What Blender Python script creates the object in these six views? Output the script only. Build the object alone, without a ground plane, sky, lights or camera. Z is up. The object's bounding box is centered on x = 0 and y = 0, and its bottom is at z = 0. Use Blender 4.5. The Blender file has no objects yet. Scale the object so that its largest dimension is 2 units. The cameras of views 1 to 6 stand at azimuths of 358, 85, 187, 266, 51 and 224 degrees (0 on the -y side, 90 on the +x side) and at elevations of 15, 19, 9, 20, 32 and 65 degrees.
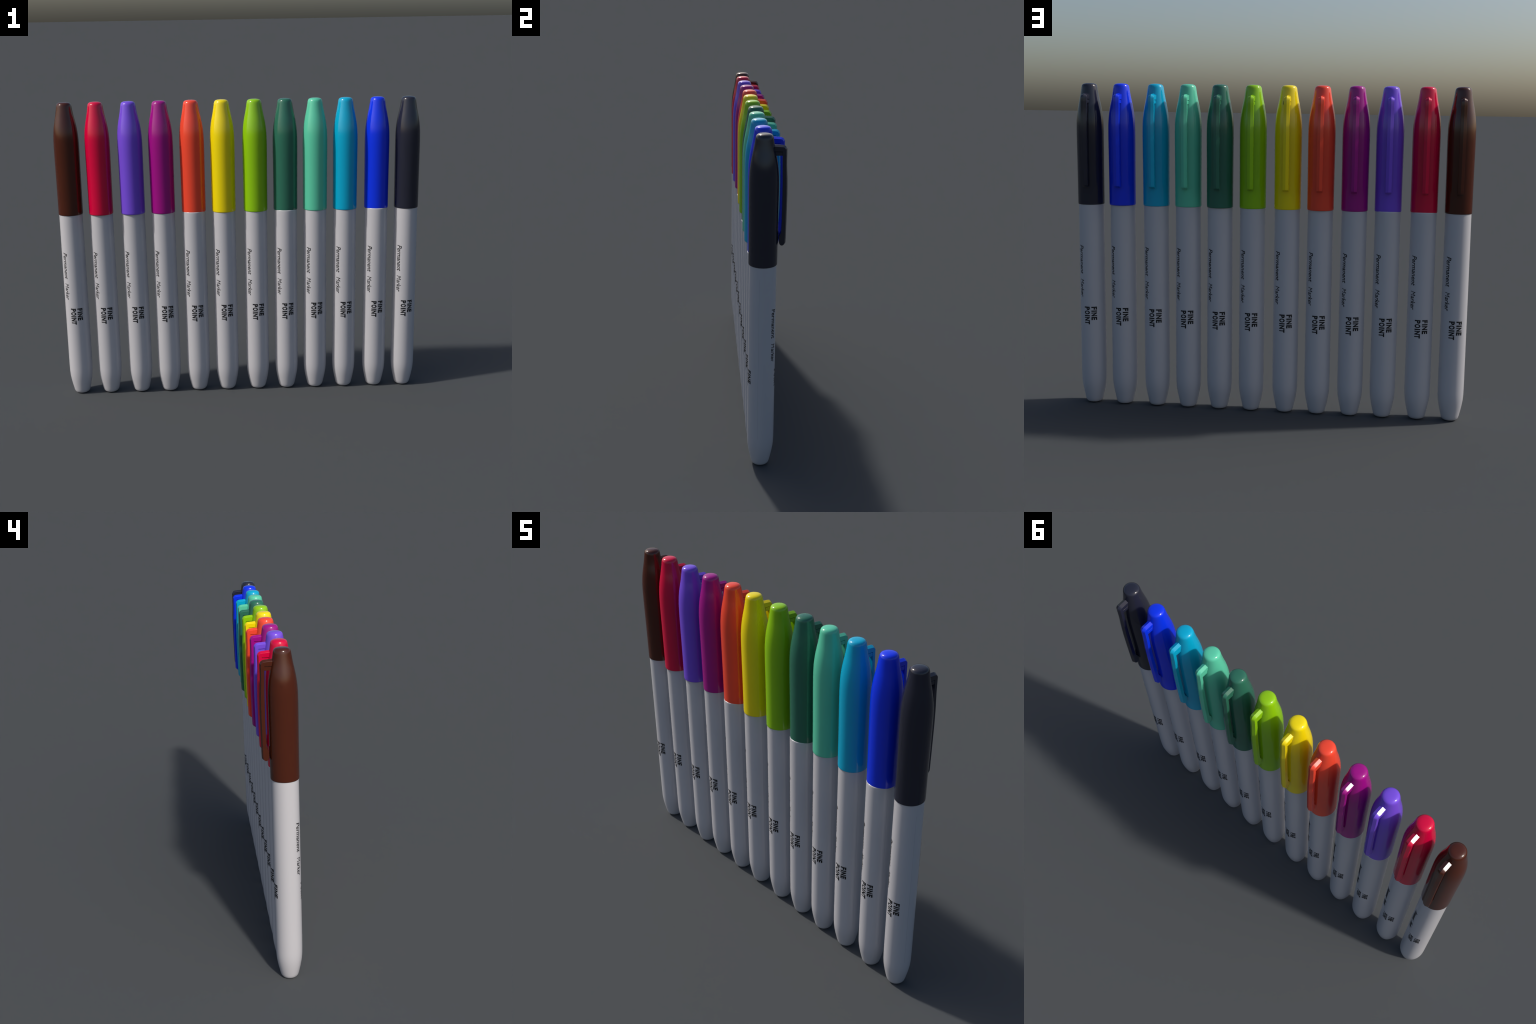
"""Twelve permanent markers standing upright in a row, caps up.

Each marker is a lathe-turned white barrel with printed lettering, and a
lathe-turned coloured cap with a ridged pocket clip on its back (+y) side.
"""
import bpy, bmesh, math
from mathutils import Vector

SEG = 128

# ----------------------------------------------------------------- materials
def plastic(name, rgb, rough, spec=0.5, grain=0.0, seam=False):
    m = bpy.data.materials.new(name)
    m.use_nodes = True
    nt = m.node_tree
    bsdf = nt.nodes["Principled BSDF"]
    bsdf.inputs["Specular IOR Level"].default_value = spec
    tc = nt.nodes.new("ShaderNodeTexCoord")
    # moulded plastic: gloss wanders very slightly over the surface
    noise = nt.nodes.new("ShaderNodeTexNoise")
    noise.inputs["Scale"].default_value = 14.0
    noise.inputs["Detail"].default_value = 2.0
    nt.links.new(tc.outputs["Object"], noise.inputs["Vector"])
    rr = nt.nodes.new("ShaderNodeMapRange")
    rr.inputs["To Min"].default_value = rough - 0.015
    rr.inputs["To Max"].default_value = rough + 0.015
    nt.links.new(noise.outputs["Fac"], rr.inputs["Value"])
    nt.links.new(rr.outputs["Result"], bsdf.inputs["Roughness"])
    mix = nt.nodes.new("ShaderNodeMix")
    mix.data_type = "RGBA"
    mix.inputs["A"].default_value = (*rgb, 1)
    mix.inputs["B"].default_value = (*[c * (1 - grain) for c in rgb], 1)
    nt.links.new(noise.outputs["Fac"], mix.inputs["Factor"])
    out = mix.outputs["Result"]
    if seam:
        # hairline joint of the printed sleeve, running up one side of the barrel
        def math_node(op, a, b=None):
            n = nt.nodes.new("ShaderNodeMath")
            n.operation = op
            for i, v in enumerate((a, b)):
                if v is None:
                    continue
                if isinstance(v, (int, float)):
                    n.inputs[i].default_value = v
                else:
                    nt.links.new(v, n.inputs[i])
            return n.outputs[0]
        sep = nt.nodes.new("ShaderNodeSeparateXYZ")
        nt.links.new(tc.outputs["Object"], sep.inputs[0])
        ang = math_node("ARCTAN2", sep.outputs["X"], math_node("MULTIPLY", sep.outputs["Y"], -1.0))
        near = math_node("LESS_THAN", math_node("ABSOLUTE", math_node("SUBTRACT", ang, math.radians(72.6))), 0.011)
        lo = math_node("GREATER_THAN", sep.outputs["Z"], 0.16)
        hi = math_node("LESS_THAN", sep.outputs["Z"], 0.995)
        mask = math_node("MULTIPLY", math_node("MULTIPLY", near, lo), math_node("MULTIPLY", hi, 0.22))
        dark = nt.nodes.new("ShaderNodeMix")
        dark.data_type = "RGBA"
        dark.inputs["B"].default_value = (0.1, 0.1, 0.11, 1)
        nt.links.new(mask, dark.inputs["Factor"])
        nt.links.new(out, dark.inputs["A"])
        out = dark.outputs["Result"]
    nt.links.new(out, bsdf.inputs["Base Color"])
    return m

WHITE = plastic("white_barrel_plastic", (0.465, 0.460, 0.485), 0.25, 0.5, seam=True)
INK = plastic("black_printing_ink", (0.006, 0.006, 0.007), 0.5, 0.3)
CAP_ROUGH = 0.15

# (colour word, base colour, x of the marker, y shift of cap against barrel)
MARKERS = [
    ("brown",       (0.056, 0.0128, 0.0058), -0.9320,  0.0000),
    ("red",         (0.560, 0.0020, 0.0420), -0.7643, -0.0050),
    ("violet",      (0.160, 0.0700, 0.6000), -0.5880, -0.0050),
    ("magenta",     (0.300, 0.0050, 0.1950), -0.4220,  0.0000),
    ("orange",      (0.750, 0.0640, 0.0290), -0.2527,  0.0057),
    ("yellow",      (0.760, 0.6050, 0.0035), -0.0860,  0.0000),
    ("lime_green",  (0.235, 0.4800, 0.0055),  0.0905,  0.0000),
    ("dark_green",  (0.026, 0.1300, 0.0850),  0.2575,  0.0057),
    ("mint_green",  (0.095, 0.5000, 0.3250),  0.4220,  0.0000),
    ("sky_blue",    (0.0025, 0.330, 0.530),  0.5885,  0.0000),
    ("blue",        (0.004, 0.0310, 0.690),  0.7645,  0.0057),
    ("black",       (0.0175, 0.0190, 0.0320),  0.9320,  0.0000),
]
ROW_Y = -0.0195

# ------------------------------------------------------------------ geometry
def smooth_by_angle(me, deg):
    bm = bmesh.new()
    bm.from_mesh(me)
    lim = math.radians(deg)
    for f in bm.faces:
        f.smooth = True
    for e in bm.edges:
        e.smooth = not (len(e.link_faces) == 2 and e.calc_face_angle(0) > lim)
    bm.to_mesh(me)
    bm.free()

def resample(points, step=0.012):
    """Catmull-Rom through (r, z) control points (centripetal enough for these)."""
    out = []
    n = len(points)
    for i in range(n - 1):
        p0 = points[max(i - 1, 0)]
        p1, p2 = points[i], points[i + 1]
        p3 = points[min(i + 2, n - 1)]
        d = math.dist(p1, p2)
        k = max(1, min(14, int(d / step) + 1)) if d > 0.004 else 2
        def tangent(a, b, c, dab, dbc):
            # finite-difference tangent, length independent
            return [((b[j] - a[j]) / dab * dbc + (c[j] - b[j]) / dbc * dab) / (dab + dbc) if dab > 0 and dbc > 0 else 0 for j in (0, 1)]
        d01 = math.dist(p0, p1) or d
        d23 = math.dist(p2, p3) or d
        t1 = tangent(p0, p1, p2, d01, d) if p0 != p1 else [(p2[j] - p1[j]) / d for j in (0, 1)]
        t2 = tangent(p1, p2, p3, d, d23) if p3 != p2 else [(p2[j] - p1[j]) / d for j in (0, 1)]
        for s in range(k):
            t = s / k
            h00, h10 = 2*t**3 - 3*t**2 + 1, t**3 - 2*t**2 + t
            h01, h11 = -2*t**3 + 3*t**2, t**3 - t**2
            out.append(tuple(h00*p1[j] + h10*d*t1[j] + h01*p2[j] + h11*d*t2[j] for j in (0, 1)))
    out.append(points[-1])
    return out

def lathe(name, profile, seg=SEG):
    """Turn an (r, z) profile about the z axis; r = 0 ends close to a point."""
    verts, faces, rings = [], [], []
    for r, z in profile:
        if r < 1e-6:
            rings.append([len(verts)])
            verts.append((0, 0, z))
        else:
            b = len(verts)
            rings.append(list(range(b, b + seg)))
            verts += [(r * math.sin(2*math.pi*i/seg), -r * math.cos(2*math.pi*i/seg), z) for i in range(seg)]
    for a, b in zip(rings, rings[1:]):
        for i in range(seg):
            j = (i + 1) % seg
            if len(a) == 1:
                faces.append((a[0], b[j], b[i]))
            elif len(b) == 1:
                faces.append((a[i], a[j], b[0]))
            else:
                faces.append((a[i], a[j], b[j], b[i]))
    me = bpy.data.meshes.new(name)
    me.from_pydata(verts, [], faces)
    me.update()
    return me

# barrel: rounded foot, slight taper towards the cap, shoulder and hidden neck
BARREL = resample([(0.0, 0.0), (0.016, 0.0), (0.030, 0.0006), (0.0375, 0.0035), (0.0430, 0.0110), (0.0462, 0.0220)]) [:-1] \
    + resample([(0.0462, 0.0220), (0.0508, 0.0420), (0.0556, 0.0640), (0.0596, 0.0860), (0.0624, 0.1060), (0.0641, 0.1280),
                (0.0648, 0.1600), (0.0651, 0.2100), (0.0650, 0.2600), (0.0647, 0.5500), (0.0639, 0.9000), (0.0635, 1.0500)], 0.03)[:-1] \
    + [(0.0635, 1.0500), (0.0633, 1.0540), (0.0626, 1.0559), (0.0614, 1.0572), (0.0600, 1.0577), (0.0520, 1.0577)] \
    + [(0.0520, 1.1800), (0.0, 1.1800)]

def barrel_radius(z):
    for (r0, z0), (r1, z1) in zip(BARREL, BARREL[1:]):
        if z0 <= z <= z1 and z1 > z0:
            return r0 + (r1 - r0) * (z - z0) / (z1 - z0)
    return 0.063

# cap: rolled lip, near-cylindrical skirt, bottle-shaped shoulder, domed tip
CAP = [(0.0560, 1.0600), (0.0600, 1.0527), (0.0630, 1.0521), (0.0650, 1.0527), (0.0662, 1.0542), (0.0667, 1.0568), (0.0668, 1.0610)] \
    + resample([(0.0668, 1.0610), (0.0669, 1.1500), (0.0674, 1.2800), (0.0680, 1.3800), (0.0679, 1.4300), (0.0668, 1.4720),
                (0.0645, 1.5020), (0.0598, 1.5370), (0.0550, 1.5620), (0.0487, 1.5920), (0.0436, 1.6210)], 0.014)[1:] \
    + [(0.0410, 1.6385), (0.0398, 1.6460), (0.0379, 1.6520), (0.0347, 1.6568), (0.0295, 1.6603), (0.0215, 1.6626),
       (0.0120, 1.6637), (0.0, 1.6640)]

def make_clip():
    """Pocket clip: gable-shaped bar swept along an upside-down L, foot bent in.

    Each station pairs a point on the flat inner face with one on the outer
    ridge, in (distance from the cap axis, height)."""
    w, gable_arm, gable_front = 0.0147, 0.0079, 0.0062
    st = []
    for y in (0.034, 0.055, 0.072):                # arm, falling slightly outwards
        st.append(((y, 1.5840), (y, 1.6118 + 0.075 * (0.079 - y))))
    cy, cz, rad = 0.0802, 1.5900, 0.0215           # elbow
    inner = (0.0800, 1.5840)
    for k in range(9):
        a = math.radians(86 - 86 * k / 8)
        st.append((inner, (cy + rad * math.cos(a), cz + rad * math.sin(a))))
    ridge = resample([(0.1017, 1.5700), (0.1021, 1.5200), (0.1052, 1.4560), (0.1063, 1.3900), (0.1059, 1.3250),
                      (0.1051, 1.2600), (0.1043, 1.2060), (0.1037, 1.1800)], 0.02)
    def inner_y(z):
        pts = [(1.10, 0.0800), (1.215, 0.0806), (1.26, 0.0822), (1.325, 0.0830), (1.39, 0.0833), (1.456, 0.0830), (1.52, 0.0811), (1.60, 0.0800)]
        for (a, ya), (b, yb) in zip(pts, pts[1:]):
            if a <= z <= b:
                return ya + (yb - ya) * (z - a) / (b - a)
    for y, z in ridge:
        if z > 1.207:
            st.append(((inner_y(z), z), (y, z)))
    # foot that bends in towards the cap
    st += [((0.0795, 1.2050), (0.1043, 1.2050)), ((0.0752, 1.1985), (0.1042, 1.1985)), ((0.0718, 1.1910), (0.1041, 1.1910)),
           ((0.0704, 1.1820), (0.1039, 1.1820)), ((0.0704, 1.1700), (0.1037, 1.1700)), ((0.0716, 1.1590), (0.1034, 1.1610)),
           ((0.0745, 1.1510), (0.1026, 1.1550)), ((0.0790, 1.1465), (0.0990, 1.1500)), ((0.0850, 1.1450), (0.0930, 1.1462))]
    verts, faces = [], []
    for (iy, iz), (oy, oz) in st:
        d = math.hypot(oy - iy, oz - iz)
        steep = min(1.0, max(0.0, (oz - 1.585) / 0.02))
        drop = gable_front + (gable_arm - gable_front) * steep
        f = max(0.3, (d - drop) / d)
        # shoulder sits 'drop' below the ridge, along the inner-to-ridge direction
        sy, sz = iy + (oy - iy) * f, iz + (oz - iz) * f
        verts += [(-w, iy, iz), (w, iy, iz), (w, sy, sz), (0, oy, oz), (-w, sy, sz)]
    n = len(st)
    for i in range(n - 1):
        a, b = 5 * i, 5 * (i + 1)
        for k in range(5):
            l = (k + 1) % 5
            faces.append((a + k, a + l, b + l, b + k))
    faces.append(tuple(range(4, -1, -1)))
    faces.append(tuple(range(5 * (n - 1), 5 * n)))
    # narrower bar under the arm, and the stop pad on the cap under the foot
    def box(x, y0, y1, z0, z1):
        b = len(verts)
        verts.extend([(sx * x, y, z) for z in (z0, z1) for y in (y0, y1) for sx in (-1, 1)])
        for q in ((0, 1, 3, 2), (4, 6, 7, 5), (0, 4, 5, 1), (2, 3, 7, 6), (0, 2, 6, 4), (1, 5, 7, 3)):
            faces.append(tuple(b + i for i in q))
    box(0.0132, 0.036, 0.0830, 1.5648, 1.5812)      # leaves a thin slot under the arm
    box(0.0080, 0.036, 0.0830, 1.5812, 1.5850)
    me = bpy.data.meshes.new("clip")
    me.from_pydata(verts, [], faces)
    bm = bmesh.new()
    bm.from_mesh(me)
    bmesh.ops.remove_doubles(bm, verts=bm.verts, dist=1e-6)
    bmesh.ops.dissolve_degenerate(bm, dist=1e-6, edges=bm.edges)
    bmesh.ops.recalc_face_normals(bm, faces=bm.faces)
    # break the hard edges a little, but leave the ridge crisp
    sharp = [e for e in bm.edges if len(e.link_faces) == 2 and e.calc_face_angle(0) > math.radians(52)]
    bmesh.ops.bevel(bm, geom=sharp, offset=0.0005, segments=1, affect='EDGES', clamp_overlap=True)
    bm.to_mesh(me)
    bm.free()
    smooth_by_angle(me, 24)
    return me

def make_stop_pad():
    """Small raised rib on the cap that the clip's foot rests against."""
    prof = [(0.0655, 1.2160), (0.0682, 1.2135), (0.0694, 1.2090), (0.0696, 1.2000), (0.0692, 1.1700), (0.0682, 1.1480), (0.0655, 1.1420)]
    half, n = 0.0085, 8
    verts, faces = [], []
    for r, z in prof:
        for k in range(n + 1):
            x = -half + 2 * half * k / n
            edge = 1 - abs(x / half) ** 6
            rr = 0.0655 + (r - 0.0655) * edge
            verts.append((x, math.sqrt(rr * rr - x * x), z))
    for i in range(len(prof) - 1):
        for k in range(n):
            a = i * (n + 1) + k
            faces.append((a, a + n + 1, a + n + 2, a + 1))
    me = bpy.data.meshes.new("clip_stop")
    me.from_pydata(verts, [], faces)
    bm = bmesh.new()
    bm.from_mesh(me)
    bmesh.ops.recalc_face_normals(bm, faces=bm.faces)
    bm.to_mesh(me)
    bm.free()
    smooth_by_angle(me, 60)
    return me

# ----------------------------------------------------------------- lettering
def make_lettering(name, lines):
    """Words wrapped round the barrel, reading downwards, on both faces.

    lines: (word, z start, z end, angle of baseline, angle of cap line, shear, weight)"""
    total = bmesh.new()
    for word, z0, z1, a0, a1, shear, weight, space in lines:
        cu = bpy.data.curves.new(name, "FONT")
        cu.body = word
        cu.size = 1.0
        cu.shear = shear
        cu.offset = weight
        cu.space_character = space
        cu.fill_mode = "FRONT"
        cu.resolution_u = 5
        ob = bpy.data.objects.new(name, cu)
        bpy.context.scene.collection.objects.link(ob)
        bpy.context.view_layer.update()
        me = bpy.data.meshes.new_from_object(ob.evaluated_get(bpy.context.evaluated_depsgraph_get()))
        bpy.data.objects.remove(ob)
        bpy.data.curves.remove(cu)
        bm = bmesh.new()
        bm.from_mesh(me)
        bpy.data.meshes.remove(me)
        bmesh.ops.remove_doubles(bm, verts=bm.verts, dist=1e-5)
        xs = [v.co.x for v in bm.verts]
        cap = LETTER_CAP + 2 * weight
        x0, x1 = min(xs), max(xs)
        for v in bm.verts:
            v.co.x = (v.co.x - x0) / (x1 - x0)
            v.co.y = (v.co.y + weight) / cap
        for k in range(-4, 18):                      # cut so that strokes follow the curve
            g = bm.verts[:] + bm.edges[:] + bm.faces[:]
            bmesh.ops.bisect_plane(bm, geom=g, plane_co=(0, k / 12 + 0.013, 0), plane_no=(0, 1, 0))
        ext = bmesh.ops.extrude_face_region(bm, geom=bm.faces[:])
        raised = {g for g in ext["geom"] if isinstance(g, bmesh.types.BMVert)}
        for v in bm.verts:
            z = z0 + (z1 - z0) * v.co.x
            a = math.radians(a0 + (a1 - a0) * v.co.y)
            r = barrel_radius(z) + (0.0005 if v in raised else -0.0008)
            v.co = Vector((r * math.sin(a), -r * math.cos(a), z))
        tmp = bpy.data.meshes.new("tmp")
        bm.to_mesh(tmp)
        bm.free()
        total.from_mesh(tmp)
        bpy.data.meshes.remove(tmp)
    # the same print again on the opposite face of the barrel
    dup = bmesh.ops.duplicate(total, geom=total.verts[:] + total.edges[:] + total.faces[:])
    for v in (g for g in dup["geom"] if isinstance(g, bmesh.types.BMVert)):
        v.co.x, v.co.y = -v.co.x, -v.co.y
    bmesh.ops.recalc_face_normals(total, faces=total.faces)
    me = bpy.data.meshes.new(name)
    total.to_mesh(me)
    total.free()
    me.materials.append(INK)
    return me

def letter_cap_height():
    cu = bpy.data.curves.new("probe", "FONT")
    cu.body = "E"
    ob = bpy.data.objects.new("probe", cu)
    bpy.context.scene.collection.objects.link(ob)
    bpy.context.view_layer.update()
    h = max(v[1] for v in ob.bound_box)
    bpy.data.objects.remove(ob)
    bpy.data.curves.remove(cu)
    return h

LETTER_CAP = letter_cap_height()

def condensed(word, z0, z1, a0, a1, letters):
    """Narrow bold capitals: each letter is set to its own share of the word's length."""
    span = z1 - z0
    return [(c, z0 + span * f0, z0 + span * f1, a0, a1, 0.0, 0.045 if c != "I" else 0.0, 1.0) for c, f0, f1 in letters]

name_print = make_lettering("name_lettering", [
    ("Permanent", 0.8425, 0.6925, -49.5, -26.0, 0.22, 0.013, 1.0),
    ("M", 0.6650, 0.6412, -49.5, -26.0, 0.22, 0.0, 1.0),
    ("arker", 0.6405, 0.5710, -49.5, -26.0, 0.22, 0.013, 1.0)])
tip_print = make_lettering("tip_size_lettering", [
    *condensed("FINE", 0.5222, 0.4512, 9.0, 34.8, (("F", 0.0, 0.225), ("I", 0.285, 0.375), ("N", 0.435, 0.71), ("E", 0.765, 1.0))),
    *condensed("POINT", 0.5222, 0.4288, -23.6, 1.6, (("P", 0.0, 0.195), ("O", 0.225, 0.435), ("I", 0.480, 0.548), ("N", 0.595, 0.80), ("T", 0.81, 1.0)))])

barrel_mesh = lathe("barrel", BARREL)
smooth_by_angle(barrel_mesh, 50)
barrel_mesh.materials.append(WHITE)
cap_mesh = lathe("cap", CAP)
smooth_by_angle(cap_mesh, 60)
clip_mesh = make_clip()
pad_mesh = make_stop_pad()

# ------------------------------------------------------------------ assembly
def child(name, me, parent, loc=(0, 0, 0)):
    ob = bpy.data.objects.new(name, me)
    ob.parent = parent
    ob.location = loc
    bpy.context.scene.collection.objects.link(ob)
    return ob

def coloured(me, mat):
    c = me.copy()
    c.materials.clear()
    c.materials.append(mat)
    return c

for word, rgb, x, shift in MARKERS:
    root = bpy.data.objects.new("permanent_marker", None)
    root.empty_display_size = 0.05
    root.location = (x, ROW_Y, 0)
    root["label"] = f"white felt pen standing upright with glossy {word.replace('_', ' ')} clip cap"
    root["category"] = "marker pen"
    bpy.context.scene.collection.objects.link(root)
    barrel = child("barrel", barrel_mesh, root)
    child("name_lettering", name_print, barrel)
    child("tip_size_lettering", tip_print, barrel)
    mat = plastic(f"{word}_cap_plastic", rgb, CAP_ROUGH, 0.5)
    cap = child("cap", coloured(cap_mesh, mat), root, (0, shift, 0))
    child("clip", coloured(clip_mesh, mat), cap)
    child("clip_stop", coloured(pad_mesh, mat), cap)
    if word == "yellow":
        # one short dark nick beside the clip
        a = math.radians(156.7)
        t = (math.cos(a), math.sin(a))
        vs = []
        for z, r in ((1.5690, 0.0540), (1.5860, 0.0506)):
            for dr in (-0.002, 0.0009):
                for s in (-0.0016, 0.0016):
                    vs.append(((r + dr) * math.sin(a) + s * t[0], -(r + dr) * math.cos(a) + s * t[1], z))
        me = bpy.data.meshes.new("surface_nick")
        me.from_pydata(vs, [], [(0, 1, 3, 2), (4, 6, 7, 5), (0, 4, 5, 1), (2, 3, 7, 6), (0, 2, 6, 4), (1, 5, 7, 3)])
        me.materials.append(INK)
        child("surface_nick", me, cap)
